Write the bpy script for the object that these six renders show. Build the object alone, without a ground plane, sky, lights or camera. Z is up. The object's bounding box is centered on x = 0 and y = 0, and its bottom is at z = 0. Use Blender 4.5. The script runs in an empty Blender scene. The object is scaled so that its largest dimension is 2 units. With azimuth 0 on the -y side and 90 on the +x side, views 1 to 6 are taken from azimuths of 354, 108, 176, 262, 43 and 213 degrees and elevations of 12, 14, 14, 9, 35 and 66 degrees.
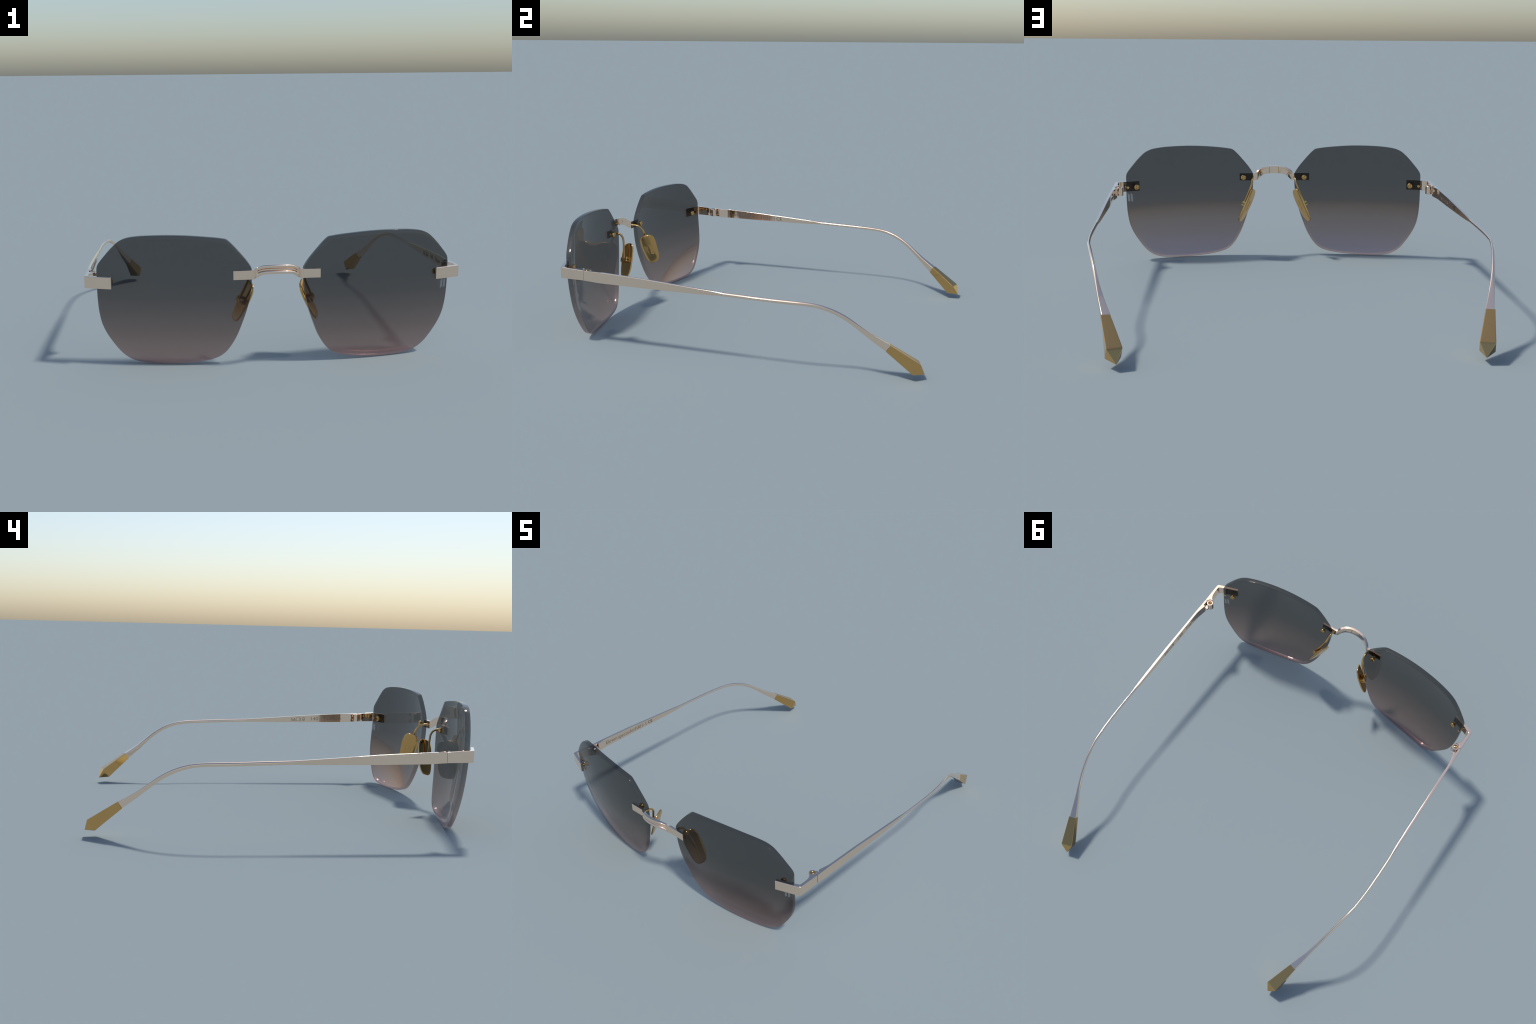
"""Rimless titanium sunglasses with gradient tinted lenses and gold nose pads, screws and temple tips."""
import bpy, bmesh, math
from math import sin, cos, pi, sqrt
from mathutils import Vector, Matrix

# ------------------------------------------------------------------ materials
def new_material(name):
    m = bpy.data.materials.new(name)
    m.use_nodes = True
    nt = m.node_tree
    nt.nodes.clear()
    out = nt.nodes.new("ShaderNodeOutputMaterial")
    bsdf = nt.nodes.new("ShaderNodeBsdfPrincipled")
    nt.links.new(bsdf.outputs[0], out.inputs[0])
    return m, nt, bsdf

def metal(name, color, rough, tint=0.006):
    """polished metal: faint procedural variation of tone and polish"""
    m, nt, b = new_material(name)
    b.inputs["Metallic"].default_value = 1.0
    co = nt.nodes.new("ShaderNodeTexCoord")
    no = nt.nodes.new("ShaderNodeTexNoise")
    no.inputs["Scale"].default_value = 60
    no.inputs["Detail"].default_value = 3
    nt.links.new(co.outputs["Object"], no.inputs["Vector"])
    cr = nt.nodes.new("ShaderNodeValToRGB")
    cr.color_ramp.elements[0].position = 0.35
    cr.color_ramp.elements[1].position = 0.65
    cr.color_ramp.elements[0].color = [c * (1 - tint) for c in color] + [1]
    cr.color_ramp.elements[1].color = [min(1, c * (1 + tint)) for c in color] + [1]
    nt.links.new(no.outputs["Fac"], cr.inputs["Fac"])
    nt.links.new(cr.outputs["Color"], b.inputs["Base Color"])
    mr = nt.nodes.new("ShaderNodeMapRange")
    mr.inputs["To Min"].default_value = rough * 0.95
    mr.inputs["To Max"].default_value = rough * 1.05
    nt.links.new(no.outputs["Fac"], mr.inputs["Value"])
    nt.links.new(mr.outputs["Result"], b.inputs["Roughness"])
    return m

FRAME_COLOR = (1.0, 0.768, 0.595)
GOLD_COLOR = (0.71, 0.425, 0.157)
M_FRAME = metal("rose_titanium", FRAME_COLOR, 0.06)
M_GOLD = metal("yellow_gold", GOLD_COLOR, 0.07)
M_ENGRAVE = metal("engraved_letters", (0.30, 0.25, 0.21), 0.35)
M_ENGRAVE_DARK = metal("dark_stamped_mark", (0.07, 0.062, 0.055), 0.4)
M_HOLE = metal("screw_socket_shade", (0.16, 0.055, 0.010), 0.45)

# lens tint, top to bottom: smoke grey to rose
LENS_RAMP = [(0.00, (0.555, 0.355, 0.348)), (0.08, (0.440, 0.285, 0.262)), (0.225, (0.295, 0.182, 0.155)),
             (0.373, (0.170, 0.108, 0.092)), (0.52, (0.078, 0.051, 0.042)), (0.67, (0.040, 0.035, 0.032)), (1.00, (0.034, 0.032, 0.031))]
LENS_ALPHA = 0.625                                # each surface lets about a third of the light pass

def lens_material(name, marked):
    m, nt, b = new_material(name)
    b.inputs["Metallic"].default_value = 1.0       # thin mirror coating over the tint
    b.inputs["Roughness"].default_value = 0.045
    b.inputs["IOR"].default_value = 1.5
    b.inputs["Alpha"].default_value = LENS_ALPHA
    co = nt.nodes.new("ShaderNodeTexCoord")
    sp = nt.nodes.new("ShaderNodeSeparateXYZ")
    nt.links.new(co.outputs["Object"], sp.inputs[0])
    mr = nt.nodes.new("ShaderNodeMapRange")
    mr.inputs["From Min"].default_value = 0.0
    mr.inputs["From Max"].default_value = 0.64
    nt.links.new(sp.outputs["Z"], mr.inputs["Value"])
    cr = nt.nodes.new("ShaderNodeValToRGB")
    el = cr.color_ramp.elements
    while len(el) < len(LENS_RAMP):
        el.new(0.5)
    for e, (p, c) in zip(el, LENS_RAMP):
        e.position = p
        e.color = (*c, 1)
    cr.color_ramp.interpolation = 'LINEAR'
    nt.links.new(mr.outputs["Result"], cr.inputs["Fac"])
    color = cr.outputs["Color"]
    if marked:
        # two short slanted strokes laser-etched near the outer screw
        def math_node(op, a, bb):
            n = nt.nodes.new("ShaderNodeMath")
            n.operation = op
            for i, v in enumerate((a, bb)):
                if hasattr(v, "links"):
                    nt.links.new(v, n.inputs[i])
                else:
                    n.inputs[i].default_value = v
            return n.outputs[0]
        X, Z = sp.outputs["X"], sp.outputs["Z"]
        lean = math_node('MULTIPLY', math_node('SUBTRACT', Z, 0.354), 0.05)
        Xs = math_node('SUBTRACT', X, lean)
        total = None
        for x0 in (0.8105, 0.8265):
            dx = math_node('SUBTRACT', Xs, x0)
            lo = math_node('ADD', math_node('MULTIPLY', dx, 0.65), 0.329)
            hi = math_node('ADD', math_node('MULTIPLY', dx, 1.1), 0.369)
            k = math_node('MULTIPLY', math_node('GREATER_THAN', dx, 0.0), math_node('LESS_THAN', dx, 0.0102))
            k = math_node('MULTIPLY', k, math_node('MULTIPLY', math_node('GREATER_THAN', Z, lo), math_node('LESS_THAN', Z, hi)))
            total = k if total is None else math_node('ADD', total, k)
        mx = nt.nodes.new("ShaderNodeMix")
        mx.data_type = 'RGBA'
        nt.links.new(total, mx.inputs[0])
        nt.links.new(color, mx.inputs[6])
        mx.inputs[7].default_value = (0.36, 0.37, 0.38, 1)
        color = mx.outputs[2]
    nt.links.new(color, b.inputs["Base Color"])
    return m

M_LENS = lens_material("gradient_tinted_lens", False)
M_LENS_MARKED = lens_material("gradient_tinted_lens_etched", True)

# ------------------------------------------------------------------ helpers
ROOT = bpy.data.objects.new("sunglasses", None)
ROOT["label"] = "rimless sunglasses with gradient grey rose lenses and gold tips"
ROOT["category"] = "sunglasses"
bpy.context.scene.collection.objects.link(ROOT)

def make(name, verts, faces, mat, parent, side=1, smooth=True, weighted=True, sharp=None):
    """mesh object from verts/faces; side=-1 mirrors it to the -x half"""
    me = bpy.data.meshes.new(name)
    vs = [(v[0] * side, v[1], v[2]) for v in verts]
    fs = [tuple(f) if side > 0 else tuple(reversed(f)) for f in faces]
    me.from_pydata(vs, [], fs)
    bm = bmesh.new()
    bm.from_mesh(me)
    bmesh.ops.remove_doubles(bm, verts=bm.verts, dist=1e-6)
    bmesh.ops.recalc_face_normals(bm, faces=bm.faces)
    bm.to_mesh(me)
    bm.free()
    me.materials.append(mat)
    for p in me.polygons:
        p.use_smooth = smooth
    if sharp:
        me.set_sharp_from_angle(angle=math.radians(sharp))
    ob = bpy.data.objects.new(name, me)
    bpy.context.scene.collection.objects.link(ob)
    ob.parent = parent
    if weighted and smooth:
        w = ob.modifiers.new("wn", 'WEIGHTED_NORMAL')
        w.keep_sharp = True
        w.weight = 80
    return ob

def bevelled(ob, width, segments=3, angle=35):
    b = ob.modifiers.new("bevel", 'BEVEL')
    b.width = width
    b.segments = segments
    b.limit_method = 'ANGLE'
    b.angle_limit = math.radians(angle)
    # keep the weighted normals last
    if "wn" in ob.modifiers:
        ob.modifiers.move(len(ob.modifiers) - 1, 0)
    return ob

def lerp_table(table, y):
    """piecewise smooth lookup: rows (key, v1, v2, ...)"""
    if y <= table[0][0]:
        return table[0][1:]
    for a, b in zip(table, table[1:]):
        if y <= b[0]:
            t = (y - a[0]) / (b[0] - a[0])
            return tuple(p + (q - p) * t for p, q in zip(a[1:], b[1:]))
    return table[-1][1:]

def catmull(points, n, closed=False):
    """resample a Catmull-Rom curve through points, n samples per span"""
    P = [Vector(p) for p in points]
    N = len(P)
    out = []
    spans = N if closed else N - 1
    for i in range(spans):
        if closed:
            p0, p1, p2, p3 = P[(i - 1) % N], P[i], P[(i + 1) % N], P[(i + 2) % N]
        else:
            p1, p2 = P[i], P[i + 1]
            p0 = P[i - 1] if i else p1 * 2 - p2
            p3 = P[i + 2] if i + 2 < N else p2 * 2 - p1
        for k in range(n):
            t = k / n
            out.append(0.5 * ((2 * p1) + (p2 - p0) * t + (2 * p0 - 5 * p1 + 4 * p2 - p3) * t * t
                              + (3 * p1 - p0 - 3 * p2 + p3) * t ** 3))
    if not closed:
        out.append(P[-1].copy())
    return out

def loft(rings, cap_start=True, cap_end=True):
    verts, faces = [], []
    n = len(rings[0])
    for r in rings:
        verts += [tuple(p) for p in r]
    for i in range(len(rings) - 1):
        for j in range(n):
            k = (j + 1) % n
            faces.append((i * n + j, i * n + k, (i + 1) * n + k, (i + 1) * n + j))
    if cap_start:
        faces.append(tuple(reversed(range(n))))
    if cap_end:
        faces.append(tuple((len(rings) - 1) * n + j for j in range(n)))
    return verts, faces

def tube(path, radius, n=14):
    rings = []
    ref = Vector((1, 0.1, 0))
    for i, p in enumerate(path):
        a = path[max(0, i - 1)]
        b = path[min(len(path) - 1, i + 1)]
        t = (b - a).normalized()
        u = (ref - t * ref.dot(t)).normalized()
        v = t.cross(u)
        rings.append([p + (u * cos(2 * pi * k / n) + v * sin(2 * pi * k / n)) * radius for k in range(n)])
    return loft(rings)

def revolve(profile, origin, axis, n=28, up=Vector((0, 0, 1))):
    """profile rows (distance along axis, radius)"""
    a = Vector(axis).normalized()
    u = (up - a * up.dot(a))
    if u.length < 1e-3:
        u = Vector((1, 0, 0)) - a * a.x
    u.normalize()
    v = a.cross(u)
    rings = [[Vector(origin) + a * d + (u * cos(2 * pi * k / n) + v * sin(2 * pi * k / n)) * r for k in range(n)]
             for d, r in profile]
    return loft(rings)

def box(center, ax, ay, az, sx, sy, sz):
    c = Vector(center)
    V = []
    for i in (-1, 1):
        for j in (-1, 1):
            for k in (-1, 1):
                V.append(c + ax * (i * sx / 2) + ay * (j * sy / 2) + az * (k * sz / 2))
    F = [(0, 1, 3, 2), (4, 6, 7, 5), (0, 4, 5, 1), (2, 3, 7, 6), (0, 2, 6, 4), (1, 5, 7, 3)]
    return V, F

def join_parts(parts):
    V, F = [], []
    for v, f in parts:
        o = len(V)
        V += list(v)
        F += [tuple(i + o for i in q) for q in f]
    return V, F

# ------------------------------------------------------------------ lenses
LENS_CENTER = Vector((0.2613, 0.6640, 0.4614))   # centre of the front sphere
LENS_RADIUS = 1.5992
LENS_BACK = Vector((-0.0035, 0.0262, 0.0000))       # front surface to back surface

def lens_y(x, z):
    return LENS_CENTER.y - sqrt(LENS_RADIUS ** 2 - (x - LENS_CENTER.x) ** 2 - (z - LENS_CENTER.z) ** 2)

LENS_OUTLINE = [
    # gently bowed top edge, inner corner to outer shoulder
    (0.2300, 0.6055), (0.2440, 0.6155), (0.2620, 0.6195), (0.300, 0.6248), (0.36, 0.6305), (0.42, 0.6348), (0.48, 0.6370),
    (0.54, 0.6370), (0.60, 0.6350), (0.65, 0.6315), (0.70, 0.6233), (0.735, 0.6085),
    # outer bevel down to the outer corner
    (0.76, 0.588), (0.785, 0.5625), (0.81, 0.533), (0.832, 0.5055), (0.8428, 0.487),
    # outer side
    (0.8462, 0.470), (0.8465, 0.445), (0.8467, 0.41), (0.8470, 0.36), (0.8455, 0.31), (0.842, 0.265), (0.834, 0.217), (0.822, 0.180),
    (0.805, 0.145), (0.78, 0.1055), (0.755, 0.0715), (0.73, 0.0450),
    # bottom
    (0.70, 0.0248), (0.665, 0.0115), (0.62, 0.0045), (0.56, 0.0015), (0.50, 0.0020), (0.44, 0.0058), (0.39, 0.0105),
    (0.345, 0.0175), (0.31, 0.0257), (0.28, 0.0370), (0.255, 0.0540),
    # nose side
    (0.235, 0.0755), (0.215, 0.1055), (0.195, 0.143), (0.178, 0.186), (0.160, 0.236), (0.145, 0.284), (0.133, 0.335),
    (0.126, 0.385), (0.1232, 0.43), (0.1232, 0.462), (0.1275, 0.4805),
    # inner bevel
    (0.145, 0.5085), (0.165, 0.534), (0.187, 0.5600), (0.21, 0.5858)]

def build_lens(side):
    rim = catmull([(x, z, 0) for x, z in LENS_OUTLINE], 5, closed=True)
    cx, cz = 0.48, 0.31
    n = len(rim)
    rings_f, rings_b = [], []
    steps = [1.0 - (k / 22.0) for k in range(22)]
    inset = 0.0017
    def ring(f, off, grow):
        out = []
        for i, p in enumerate(rim):
            a, b = rim[i - 1], rim[(i + 1) % n]
            t = (b - a).normalized()
            nrm = Vector((-t.y, t.x, 0))          # points inwards or outwards, fixed below
            if nrm.dot(Vector((p.x - cx, p.y - cz, 0))) < 0:
                nrm = -nrm
            q = Vector((cx + (p.x - cx) * f, cz + (p.y - cz) * f, 0)) + nrm * grow * (1 if f > 0.999 else f)
            out.append(Vector((q.x, lens_y(q.x, q.y), q.y)) + off)
        return out
    zero = Vector((0, 0, 0))
    rings = []
    for f in reversed(steps):
        rings.append(ring(f, zero, -inset))
    # rounded front edge, rim wall, rounded back edge
    for k in (1, 2, 3):
        a = k / 3 * pi / 2
        rings.append(ring(1.0, LENS_BACK * (0.085 * (1 - cos(a))), -inset * (1 - sin(a))))
    for k in (0, 1, 2):
        a = k / 3 * pi / 2
        rings.append(ring(1.0, LENS_BACK * (1 - 0.085 * (1 - sin(a))), -inset * (1 - cos(a))))
    for f in steps:
        rings.append(ring(f, LENS_BACK, -inset))
    verts, faces = loft(rings, False, False)
    # close the centres with a fan
    cf = Vector((cx, lens_y(cx, cz), cz))
    i0, i1 = len(verts), len(verts) + 1
    verts += [tuple(cf), tuple(cf + LENS_BACK)]
    last = (len(rings) - 1) * n
    for j in range(n):
        k = (j + 1) % n
        faces.append((i0, k, j))
        faces.append((i1, last + j, last + k))
    return make("lens", verts, faces, M_LENS_MARKED if side > 0 else M_LENS, ROOT, side, weighted=False, sharp=40)

for s in (1, -1):
    build_lens(s)

# ------------------------------------------------------------------ bridge
BRIDGE_SHIFT = -0.0062
def rounded_rect(w, h, r, seg=4, chamfer=0.0):
    """closed section (a, b): a across (width w), b up (height h); chamfer=1 flattens the corners"""
    r = min(r, w / 2 - 1e-5, h / 2 - 1e-5)
    pts = []
    for cxs, cys, a0 in ((1, 1, 0), (-1, 1, pi / 2), (-1, -1, pi), (1, -1, 3 * pi / 2)):
        for k in range(seg + 1):
            a = a0 + (pi / 2) * k / seg
            t = k / seg
            fx = cos(a0) * (1 - t) + cos(a0 + pi / 2) * t
            fy = sin(a0) * (1 - t) + sin(a0 + pi / 2) * t
            pts.append((cxs * (w / 2 - r) + r * (cos(a) * (1 - chamfer) + fx * chamfer),
                        cys * (h / 2 - r) + r * (sin(a) * (1 - chamfer) + fy * chamfer)))
    return pts

def bridge_section(t, h, groove):
    """front (+a) carries two rounded ribs when groove=1"""
    pts = []
    rows = 52
    for k in range(rows + 1):                     # front face, bottom to top
        b = -h / 2 + h * k / rows
        u = abs(b) / (h / 2)                      # 0 centre .. 1 edge
        rib = (u - 0.62) / 0.38
        rib_drop = 1 - sqrt(max(0.0, 1 - min(1, abs(rib)) ** 2.6))
        if rib > 0:
            rib_drop *= 0.6
        if u < 0.24:                              # narrow flat strip between two fine grooves
            rib_drop = 0.42 if u < 0.15 else 0.42 + 0.58 * min(1, (u - 0.15) / 0.05)
        flat_drop = max(0, (u - 0.95) / 0.05) ** 2 * 0.12
        d = 0.0075 * rib_drop * groove + 0.012 * flat_drop * (1 - groove)
        d = min(d, t * 0.75)
        pts.append((t / 2 - d, b))
    for k in range(1, 7):                         # back with softened corners
        b = h / 2 - h * (k - 0.5) / 6
        edge = 0.0012 if k in (1, 6) else 0
        pts.append((-t / 2 + edge * 0.5, b if k not in (1, 6) else (h / 2 - 0.0008) * (1 if k == 1 else -1)))
    return pts

def catmull4(rows, n):
    """Catmull-Rom through rows of numbers"""
    a = catmull([r[:3] for r in rows], n)
    m = len(rows) - 1
    out = []
    for i, p in enumerate(a):
        k = min(i / n, m - 1e-9)
        j = int(k)
        out.append((p.x, p.y, p.z, rows[j][3] + (rows[j + 1][3] - rows[j][3]) * (k - j)))
    return out

def build_bridge():
    h = 0.0440
    # half path (x, y of mid thickness, z of mid height, thickness, groove) from the centre to the lens block
    arch = [(0.000, -0.9912, 0.4842, 0.0175), (0.015, -0.9906, 0.4841, 0.0175), (0.030, -0.9886, 0.4836, 0.0175),
            (0.045, -0.9850, 0.4827, 0.0175), (0.058, -0.9806, 0.4811, 0.0175), (0.069, -0.9756, 0.4783, 0.0172),
            (0.078, -0.9702, 0.4742, 0.0168), (0.0850, -0.9652, 0.4697, 0.0165), (0.0900, -0.9611, 0.4660, 0.0165)]
    flare = [(0.0906, -0.9607, 0.4655, 0.0170), (0.0960, -0.9553, 0.4608, 0.0160), (0.1010, -0.9500, 0.4555, 0.0145),
             (0.1055, -0.9458, 0.4522, 0.0136), (0.1105, -0.9434, 0.4504, 0.0128), (0.1170, -0.9426, 0.4498, 0.0124)]
    half = [(*p, 1) for p in catmull4(arch, 3)] + [(*p, 0) for p in catmull4(flare, 3)]
    half += [(0.130, -0.9426, 0.4497, 0.0124, 0), (0.2030, -0.9426, 0.4497, 0.0124, 0), (0.2045, -0.9426, 0.4497, 0.0104, 0)]
    path = [(-x, y, z, t, g) for x, y, z, t, g in reversed(half[1:])] + half
    rings = []
    for i, (x, y, z, t, g) in enumerate(path):
        a, b = path[max(0, i - 1)], path[min(len(path) - 1, i + 1)]
        tx, ty = b[0] - a[0], b[1] - a[1]
        L = math.hypot(tx, ty)
        fx, fy = ty / L, -tx / L                  # forward (-y) side of the path
        hh = h - (0.0015 if abs(x) > 0.204 else 0) + 0.004 * max(0, 1 - abs(abs(x) - 0.0935) / 0.012)
        rings.append([Vector((x + fx * d + BRIDGE_SHIFT, y + fy * d, z + b2)) for d, b2 in bridge_section(t, hh, g)])
    v, f = loft(rings)
    ob = make("bridge", v, f, M_FRAME, ROOT, sharp=38)
    # two fine seams across the back of the arch
    for xs in (-0.0265, 0.0265):
        r = Vector((xs + BRIDGE_SHIFT, -0.9804, 0.4836))
        v, f = box(r, Vector((1, 0, 0)), Vector((0, 1, 0)), Vector((0, 0, 1)), 0.0035, 0.0016, 0.034)
        make("bridge_seam", v, f, M_GOLD, ob)
    return ob

BRIDGE = build_bridge()

# ------------------------------------------------------------------ screws
def screw(name, head, axis, radius, thick, shaft_r, shaft_len, parent, side, spin=0.4):
    """head centre on its outer face, axis pointing out of the head; three round sockets and a thin shaft"""
    a = Vector(axis).normalized()
    prof = [(-shaft_len, shaft_r * 0.6), (-shaft_len + 0.002, shaft_r), (-thick, shaft_r), (-thick, radius * 0.86), (-thick * 0.85, radius * 0.97),
            (-thick * 0.6, radius), (-thick * 0.3, radius * 0.98), (-thick * 0.12, radius * 0.9), (-thick * 0.03, radius * 0.74), (0, radius * 0.5)]
    v, f = revolve(prof, head, a)
    ob = make(name, v, f, M_GOLD, parent, side, sharp=50)
    u = Vector((0, 0, 1)) - a * a.z
    u.normalize()
    w = a.cross(u)
    parts = []
    for k in range(3):
        t = spin + k * 2 * pi / 3
        c = Vector(head) + (u * cos(t) + w * sin(t)) * radius * 0.47
        parts.append(revolve([(-0.002, radius * 0.22), (0.0005, radius * 0.22), (0.0005, radius * 0.20), (-0.0001, radius * 0.12)], c, a, 14))
    v, f = join_parts(parts)
    make("screw_socket", v, f, M_HOLE, ob, side, sharp=40)
    return ob

for s in (1, -1):
    screw("bridge_screw", (0.1772, -0.8975, 0.450), (0, 1, 0), 0.0160, 0.015, 0.0075, 0.034, ROOT, s, 0.5)

# ------------------------------------------------------------------ nose pads
PAD_C = Vector((0.1636, -0.8385, 0.2992))
PAD_U = Vector((-0.0418, -0.0075, 0.0913)) * 1.015
PAD_V = Vector((0.0137, 0.0401, 0.0135)) * 1.03
PAD_N = PAD_U.cross(PAD_V).normalized()           # towards the nose
PAD_T = 0.0118

def in_stroke(v, u):
    """the two slanted strokes pressed into the pad face, in metres along v and u"""
    k = 0.0
    for v0 in (-0.0285, -0.0005):
        d = v - v0
        if 0 <= d <= 0.0178:
            top = 0.036 - d * 0.55
            bot = -0.029 - d * 0.55
            e = min(d, 0.0178 - d, top - u, u - bot)
            k = max(k, min(1.0, e / 0.0007))
    return max(0.0, k)

def build_pad(side):
    n = 256
    lu, lv = PAD_U.length, PAD_V.length
    def pt(r, a, side_n):
        e = 2 / 3.27
        ca, sa = cos(a), sin(a)
        x = math.copysign(abs(ca) ** e, ca) * r
        y = math.copysign(abs(sa) ** e, sa) * r
        bow = -0.003 * y * y + 0.0014 * x * x
        edge = 1 - r ** 9
        half = PAD_T / 2 * (0.35 + 0.65 * sqrt(max(0, edge)))
        off = bow + PAD_T / 2 + side_n * half
        if side_n > 0:
            dome = off + 0.0042 * (1 - r ** 2.5)
            k = in_stroke(x * lv, y * lu)
            floor = PAD_T + 0.0018 - 0.045 * x * lv - 0.035 * y * lu
            off = dome * (1 - k) + min(dome - 0.0004, floor) * k
        return PAD_C + PAD_U * y + PAD_V * (x * (1 + 0.12 * y)) + PAD_N * off
    radii = [k / 90 for k in range(1, 82)] + [0.925, 0.95, 0.97, 0.985, 0.995, 1.0]
    rings = [[pt(r, 2 * pi * k / n, 1) for k in range(n)] for r in radii]
    rings += [[pt(r, 2 * pi * k / n, -1) for k in range(n)] for r in reversed(radii)]
    v, f = loft(rings, True, True)
    pad = make("nose_pad", v, f, M_GOLD, ROOT, side, weighted=False, sharp=60)
    # bracket on the back of the pad: a small open socket
    u, vv = PAD_U.normalized(), PAD_V.normalized()
    u = (u - PAD_N * u.dot(PAD_N)).normalized()
    w = PAD_N.cross(u)
    c = PAD_C - PAD_N * 0.0095 + u * 0.0015
    parts = [box(c - u * 0.003, w, u, PAD_N, 0.048, 0.016, 0.024),
             box(c + w * 0.0185 + u * 0.0055, w, u, PAD_N, 0.011, 0.0200, 0.024),
             box(c - w * 0.0185 + u * 0.0055, w, u, PAD_N, 0.011, 0.0200, 0.024),
             box(c + PAD_N * 0.0085 + u * 0.0048, w, u, PAD_N, 0.028, 0.0100, 0.006)]
    v, f = join_parts(parts)
    bevelled(make("pad_bracket", v, f, M_GOLD, pad, side, sharp=30), 0.0009, 2)
    # bent wire from the bridge block to the bracket
    path = catmull([(0.1240, -0.9400, 0.4500), (0.1240, -0.9250, 0.4497), (0.1242, -0.9030, 0.4475), (0.1255, -0.8860, 0.4405),
                    (0.1285, -0.8740, 0.4270), (0.1335, -0.8665, 0.4100), (0.1500, -0.8570, 0.3690),
                    (0.1705, -0.8470, 0.3230), (0.1760, -0.8445, 0.3110)], 8)
    v, f = tube(path, 0.0059)
    make("pad_arm", v, f, M_GOLD, pad, side, sharp=50)
    v, f = revolve([(-0.003, 0.0088), (0.0, 0.0088), (0.003, 0.0066), (0.006, 0.0056)], (0.124, -0.9335, 0.4497), (0, 1, 0), 18)
    make("solder_joint", v, f, M_GOLD, pad, side, sharp=50)
    return pad

for s in (1, -1):
    build_pad(s)

# ------------------------------------------------------------------ endpieces with hinge
BARREL = Vector((0.8706, -0.6925, 0))
def arc(cx, cy, r, a0, a1, n):
    return [(cx + r * cos(math.radians(a0 + (a1 - a0) * k / n)), cy + r * sin(math.radians(a0 + (a1 - a0) * k / n))) for k in range(n + 1)]

def build_endpiece(side):
    # plan outline of the angled plate and the arm that runs back to the hinge
    outer = [(0.7775, -0.8705), (0.8400, -0.8486), (0.8875, -0.8318), (0.8975, -0.8280), (0.9025, -0.8244), (0.9047, -0.8180),
             (0.9052, -0.8080), (0.9053, -0.7600), (0.9052, -0.6946)]
    inner = [(0.8915, -0.6946), (0.8880, -0.7020), (0.8840, -0.7085), (0.8770, -0.7120), (0.8700, -0.7130), (0.8600, -0.7125), (0.8680, -0.7180), (0.8745, -0.7240), (0.8800, -0.7330),
             (0.8840, -0.7440), (0.8865, -0.7570), (0.8877, -0.7720), (0.8880, -0.8030), (0.8868, -0.8090), (0.8800, -0.8130),
             (0.8500, -0.8258), (0.8200, -0.8378), (0.7960, -0.8466), (0.7735, -0.8540)]
    plan = outer + inner
    def z_top(y):
        return 0.4405 - max(0, (y + 0.815)) / 0.12 * 0.0075
    def z_bot(y):
        return 0.3832 - max(0, (y + 0.815)) / 0.12 * 0.0022
    n = len(plan)
    V = [(x, y, z_bot(y)) for x, y in plan] + [(x, y, z_top(y)) for x, y in plan]
    F = [tuple(reversed(range(n))), tuple(range(n, 2 * n))]
    F += [(i, (i + 1) % n, n + (i + 1) % n, n + i) for i in range(n)]
    ob = make("endpiece", V, F, M_FRAME, ROOT, side, sharp=30)
    bevelled(ob, 0.0019, 3, 40)
    # hinge barrel
    parts = [revolve([(0.3850, 0.0190), (0.3862, 0.0202), (0.4285, 0.0202), (0.4297, 0.0190), (0.4297, 0.0125), (0.4262, 0.0120), (0.4262, 0.002)], BARREL, (0, 0, 1), 40)]
    v, f = join_parts(parts)
    make("hinge_knuckle", v, f, M_FRAME, ob, side, sharp=35)
    # hinge screw: domed head in the barrel
    c = Vector((BARREL.x, BARREL.y, 0.4262))
    prof = [(-0.038, 0.0085), (0.0, 0.0085), (0.0, 0.0118), (0.0030, 0.0114), (0.0050, 0.0092), (0.0058, 0.0060), (0.0040, 0.0038), (0.0034, 0.0012)]
    v, f = revolve(prof, c, (0, 0, 1), 28)
    make("hinge_screw", v, f, M_GOLD, ob, side, sharp=45)
    # lens screw and locating pin, square to the plate
    nrm = Vector((-0.345, 0.939, 0.0)).normalized()
    screw("lens_screw", Vector((0.7842, -0.8085, 0.4110)), nrm, 0.0160, 0.015, 0.0075, 0.040, ROOT, side, 0.55)
    v, f = revolve([(-0.040, 0.0060), (-0.003, 0.0060), (-0.003, 0.0074), (-0.0008, 0.0074), (0, 0.0064)], Vector((0.8340, -0.7995, 0.4105)), nrm, 20)
    make("locating_pin", v, f, M_GOLD, ob, side, sharp=45)
    return ob

for s in (1, -1):
    build_endpiece(s)

# ------------------------------------------------------------------ temples
# spine of the temple: y -> x, z
SPINE = [(-0.6932, 0.8985, 0.4065), (-0.610, 0.8988, 0.4030), (-0.50, 0.8993, 0.3994), (-0.39, 0.8998, 0.3958), (-0.30, 0.9003, 0.3922),
         (-0.20, 0.9007, 0.3882), (-0.10, 0.9010, 0.3842), (0.00, 0.9010, 0.3809), (0.10, 0.9010, 0.3779), (0.20, 0.9005, 0.3747), (0.30, 0.8980, 0.3712),
         (0.40, 0.8900, 0.3678), (0.45, 0.8820, 0.3651), (0.50, 0.8717, 0.3587), (0.55, 0.8603, 0.3450), (0.60, 0.8470, 0.3235),
         (0.65, 0.8330, 0.2935), (0.70, 0.8178, 0.2552), (0.75, 0.8010, 0.2150), (0.80, 0.7835, 0.1790), (0.8265, 0.7738, 0.1607)]
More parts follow.
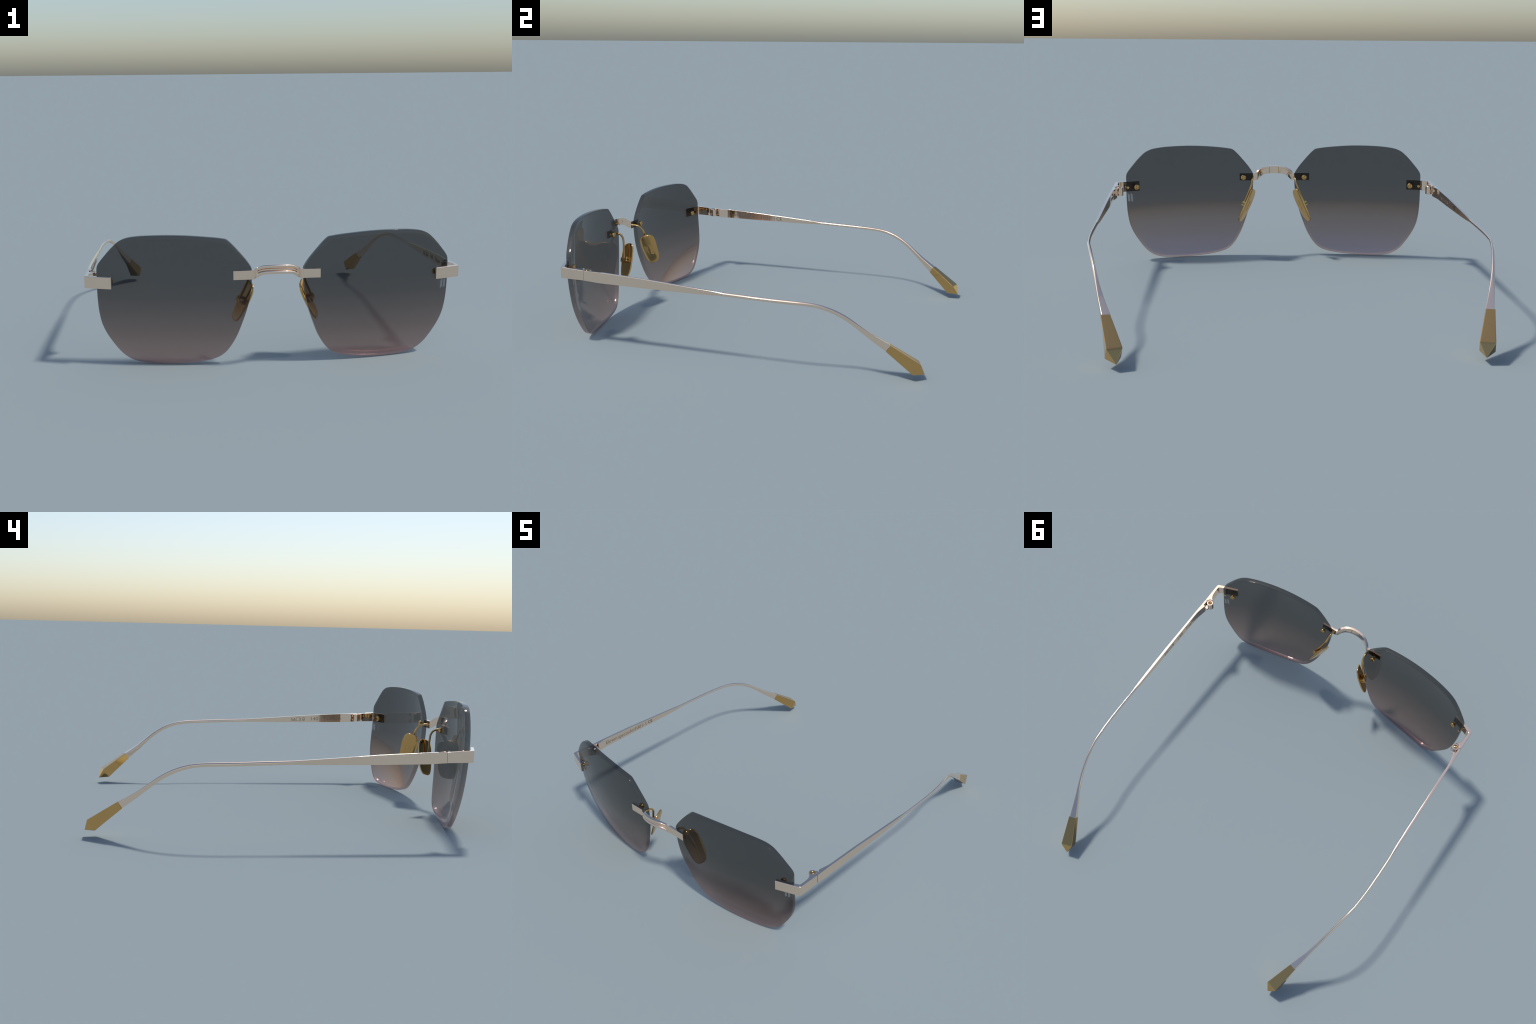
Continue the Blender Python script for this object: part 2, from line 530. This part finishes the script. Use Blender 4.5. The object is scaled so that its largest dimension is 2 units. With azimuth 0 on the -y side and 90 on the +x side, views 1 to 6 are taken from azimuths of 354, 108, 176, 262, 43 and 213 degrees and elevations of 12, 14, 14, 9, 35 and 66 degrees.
# section along the temple: y -> outer half width, inner half width, height, corner radius
SECTION = [(-0.6932, 0.0067, 0.0068, 0.0515, 0.0012), (-0.6570, 0.0067, 0.0068, 0.0530, 0.0012), (-0.6555, 0.0067, 0.0180, 0.0531, 0.0012),
           (-0.640, 0.0067, 0.0152, 0.0540, 0.0012), (-0.624, 0.0067, 0.0122, 0.0549, 0.0012), (-0.612, 0.0067, 0.0098, 0.0552, 0.0012), (-0.602, 0.0067, 0.0080, 0.0552, 0.0012),
           (-0.592, 0.0067, 0.0068, 0.0549, 0.0012), (-0.580, 0.0067, 0.0063, 0.0546, 0.0012), (-0.560, 0.0067, 0.0062, 0.0538, 0.0012), (-0.500, 0.0067, 0.0062, 0.0515, 0.0012), (-0.39, 0.0067, 0.0062, 0.0478, 0.0012), (-0.30, 0.0067, 0.0062, 0.0420, 0.0012),
           (-0.20, 0.0067, 0.0062, 0.0350, 0.0012), (-0.10, 0.0067, 0.0062, 0.0285, 0.0014), (-0.01, 0.0061, 0.0061, 0.0218, 0.0020), (0.035, 0.0064, 0.0064, 0.0186, 0.0046),
           (0.07, 0.0070, 0.0070, 0.0185, 0.0060), (0.20, 0.0071, 0.0071, 0.0184, 0.0060), (0.45, 0.0071, 0.0071, 0.0186, 0.0060), (0.60, 0.0073, 0.0073, 0.0202, 0.0060),
           (0.66, 0.0081, 0.0081, 0.0210, 0.0054), (0.71, 0.0098, 0.0098, 0.0222, 0.0040), (0.75, 0.0122, 0.0122, 0.0252, 0.0030), (0.79, 0.0150, 0.0150, 0.0308, 0.0024), (0.8265, 0.0180, 0.0180, 0.0366, 0.0020)]

def spine_frames():
    pts = catmull([(x, y, z) for y, x, z in SPINE], 8)
    extra = []
    # a crisp step where the hinge block of the temple starts
    for row in SECTION[1:-1]:
        if row[0] < 0:
            extra.append(row[0])
    out = []
    for i, p in enumerate(pts):
        a, b = pts[max(0, i - 1)], pts[min(len(pts) - 1, i + 1)]
        out.append([p, (b - a).normalized()])
    for y in extra:
        for i in range(len(out) - 1):
            if out[i][0].y + 2e-4 < y < out[i + 1][0].y - 2e-4:
                t = (y - out[i][0].y) / (out[i + 1][0].y - out[i][0].y)
                out.insert(i + 1, [out[i][0].lerp(out[i + 1][0], t), out[i][1].copy()])
                break
    out[-1][1] = Vector((-0.246, 0.767, -0.594)).normalized()
    return out

def build_temple(side):
    rings = []
    for p, t in spine_frames():
        across = t.cross(Vector((0, 0, 1))).normalized()     # outward (+x)
        up = across.cross(t).normalized()
        if p.y < 0.3:                                        # the blade keeps square ends
            across, up = Vector((1, 0, 0)), Vector((0, 0, 1))
        elif p.y < 0.45:
            k = (p.y - 0.3) / 0.15
            across = Vector((1, 0, 0)).lerp(across, k).normalized()
            up = Vector((0, 0, 1)).lerp(up, k).normalized()
        wo, wi, h, r = lerp_table(SECTION, p.y)
        bar = max(0.0, min(1.0, (p.y - 0.02) / 0.04, (0.74 - p.y) / 0.06))     # octagonal bar between blade and tip
        sec = rounded_rect(wo + wi, h, r, 4, 0.85 * bar)
        shift = (wo - wi) / 2
        rings.append([p + across * (a + shift) + up * b for a, b in sec])
    v, f = loft(rings)
    ob = make("temple", v, f, M_FRAME, ROOT, side, sharp=40)
    # tongue that enters the hinge barrel
    X, Y, Z = Vector((1, 0, 0)), Vector((0, 1, 0)), Vector((0, 0, 1))
    parts = [box((0.8745, -0.6660, 0.4075), X, Y, Z, 0.0190, 0.0240, 0.0130)]
    v, f = join_parts(parts)
    make("hinge_tongue", v, f, M_FRAME, ob, side, sharp=35)
    # gold tip: flaring square bar closed by a pyramid
    joint = Vector((0.7738, 0.8265, 0.1607))
    shoulder = Vector((0.7313, 0.9588, 0.0583))
    tip = Vector((0.7178, 0.9987, 0.0262))
    t = (shoulder - joint).normalized()
    # corner points of the joint and of the shoulder
    jt = [Vector((0.7908, 0.8416, 0.1757)), Vector((0.7556, 0.8309, 0.1752)), Vector((0.7576, 0.8113, 0.1462)), Vector((0.7902, 0.8220, 0.1446))]
    sh = [Vector((0.7558, 0.9848, 0.0826)), Vector((0.6960, 0.9667, 0.0826)), Vector((0.7068, 0.9332, 0.0340)), Vector((0.7672, 0.9505, 0.0339))]
    jt = [p + (p - sum(jt, Vector()) / 4) * 0.050 for p in jt]
    sh = [p + (p - sum(sh, Vector()) / 4) * 0.034 for p in sh]
    def rounded_quad(q, r, seg=3):
        out = []
        for i in range(4):
            p, a, b = q[i], q[i - 1], q[(i + 1) % 4]
            da, db = (a - p).normalized(), (b - p).normalized()
            for k in range(seg + 1):
                u = k / seg
                out.append(p + da * r * (1 - u) ** 2 + db * r * u ** 2)
        return out
    def mix(f):
        return [a.lerp(b, f) for a, b in zip(jt, sh)]
    def to_tip(f):
        return [a.lerp(tip, f) for a in sh]
    j0 = [p + t * 0.0006 for p in jt]
    def shrink(q, m):
        c = sum(q, Vector()) / 4
        return [p + (c - p).normalized() * m for p in q]
    rings = [rounded_quad(shrink(j0, 0.0016), 0.0012), rounded_quad(j0, 0.0024)]
    rings += [rounded_quad(mix(f), 0.0024 + 0.0012 * f) for f in (0.25, 0.5, 0.75, 0.955)]
    rings += [rounded_quad(shrink(mix(0.995), 0.0006), 0.0030), rounded_quad(shrink(to_tip(0.035), 0.0003), 0.0030)]
    rings += [rounded_quad(to_tip(f), 0.0028 * (1 - f)) for f in (0.10, 0.35, 0.6, 0.8, 0.93)]
    rings += [rounded_quad(to_tip(0.975), 0.0004)]
    v, f = loft(rings)
    make("temple_tip", v, f, M_GOLD, ob, side, sharp=28)
    return ob

TEMPLES = {s: build_temple(s) for s in (1, -1)}

# ------------------------------------------------------------------ engraved writing on the inner faces
def spine_at(y):
    return lerp_table([(r[0], r[1], r[2]) for r in SPINE], y)

def inner_x(y):
    return spine_at(y)[0] - lerp_table(SECTION, y)[1]

def text_geometry(body):
    cu = bpy.data.curves.new("engraving_text", 'FONT')
    cu.body = body
    cu.size = 1.0
    cu.extrude = 0.0
    cu.offset = -0.006
    tmp = bpy.data.objects.new("engraving_text", cu)
    bpy.context.scene.collection.objects.link(tmp)
    dg = bpy.context.evaluated_depsgraph_get()
    me = bpy.data.meshes.new_from_object(tmp.evaluated_get(dg))
    bpy.data.objects.remove(tmp)
    vs = [v.co.copy() for v in me.vertices]
    fs = [tuple(p.vertices) for p in me.polygons]
    edges = {}
    for f in fs:
        for a, b in zip(f, f[1:] + f[:1]):
            edges[(a, b)] = 1
    rim = [(a, b) for (a, b) in edges if (b, a) not in edges]
    bpy.data.meshes.remove(me)
    return vs, fs, rim

def square_glyph():
    """outlined lens-width box between the size numbers"""
    o, i = 0.72, 0.62
    vs = [Vector(p) for p in ((0, 0, 0), (o, 0, 0), (o, 0.72, 0), (0, 0.72, 0), (0.05, 0.05, 0), (o - 0.05, 0.05, 0), (o - 0.05, 0.67, 0), (0.05, 0.67, 0))]
    fs = [(0, 1, 5, 4), (1, 2, 6, 5), (2, 3, 7, 6), (3, 0, 4, 7)]
    rim = [(0, 1), (1, 2), (2, 3), (3, 0), (5, 4), (6, 5), (7, 6), (4, 7)]
    return vs, fs, rim

def engrave(geo, y0, y1, height, z_off, side, mat, name="engraved_word", raise_by=0.0005):
    """lay a flat glyph mesh on the inner temple face between y0 (left) and y1 (right)"""
    vs, fs, rim = geo
    xmin, xmax = min(v.x for v in vs), max(v.x for v in vs)
    cap = 0.72                                    # cap height of the built-in font at size 1
    def place(v, lift):
        u = (v.x - xmin) / (xmax - xmin)
        y = y0 + (y1 - y0) * u
        z = spine_at((y0 + y1) / 2)[1] + (spine_at(y)[1] - spine_at((y0 + y1) / 2)[1]) + (v.y / cap - 0.5) * height + z_off
        return (side * (inner_x(y) - lift), y, z)
    n = len(vs)
    V = [place(v, raise_by) for v in vs] + [place(v, -0.0008) for v in vs]
    F = list(fs) + [(a, b, n + b, n + a) for a, b in rim]
    make(name, V, F, mat, TEMPLES[side], 1, smooth=False)

# +x temple, read from inside: size numbers and metal
engrave(text_geometry("56"), -0.2515, -0.2850, 0.0235, -0.0010, 1, M_ENGRAVE)
engrave(square_glyph(), -0.2875, -0.3135, 0.0235, -0.0010, 1, M_ENGRAVE, "engraved_square")
engrave(text_geometry("18"), -0.3180, -0.3461, 0.0235, -0.0010, 1, M_ENGRAVE)
engrave(text_geometry("140"), -0.3881, -0.4365, 0.0235, 0.0, 1, M_ENGRAVE)
engrave(text_geometry("Titanium"), -0.4700, -0.5888, 0.0235, 0.0, 1, M_ENGRAVE)
# -x temple
engrave(text_geometry("Eleven"), -0.5890, -0.5026, 0.0245, 0.0, -1, M_ENGRAVE)
engrave(text_geometry("spectacles"), -0.4935, -0.3598, 0.0245, 0.0, -1, M_ENGRAVE)
engrave(text_geometry("1001-1"), -0.3547, -0.2627, 0.0245, 0.0, -1, M_ENGRAVE)
engrave(text_geometry("CE"), -0.2467, -0.2110, 0.0215, 0.001, -1, M_ENGRAVE_DARK, "stamped_mark")
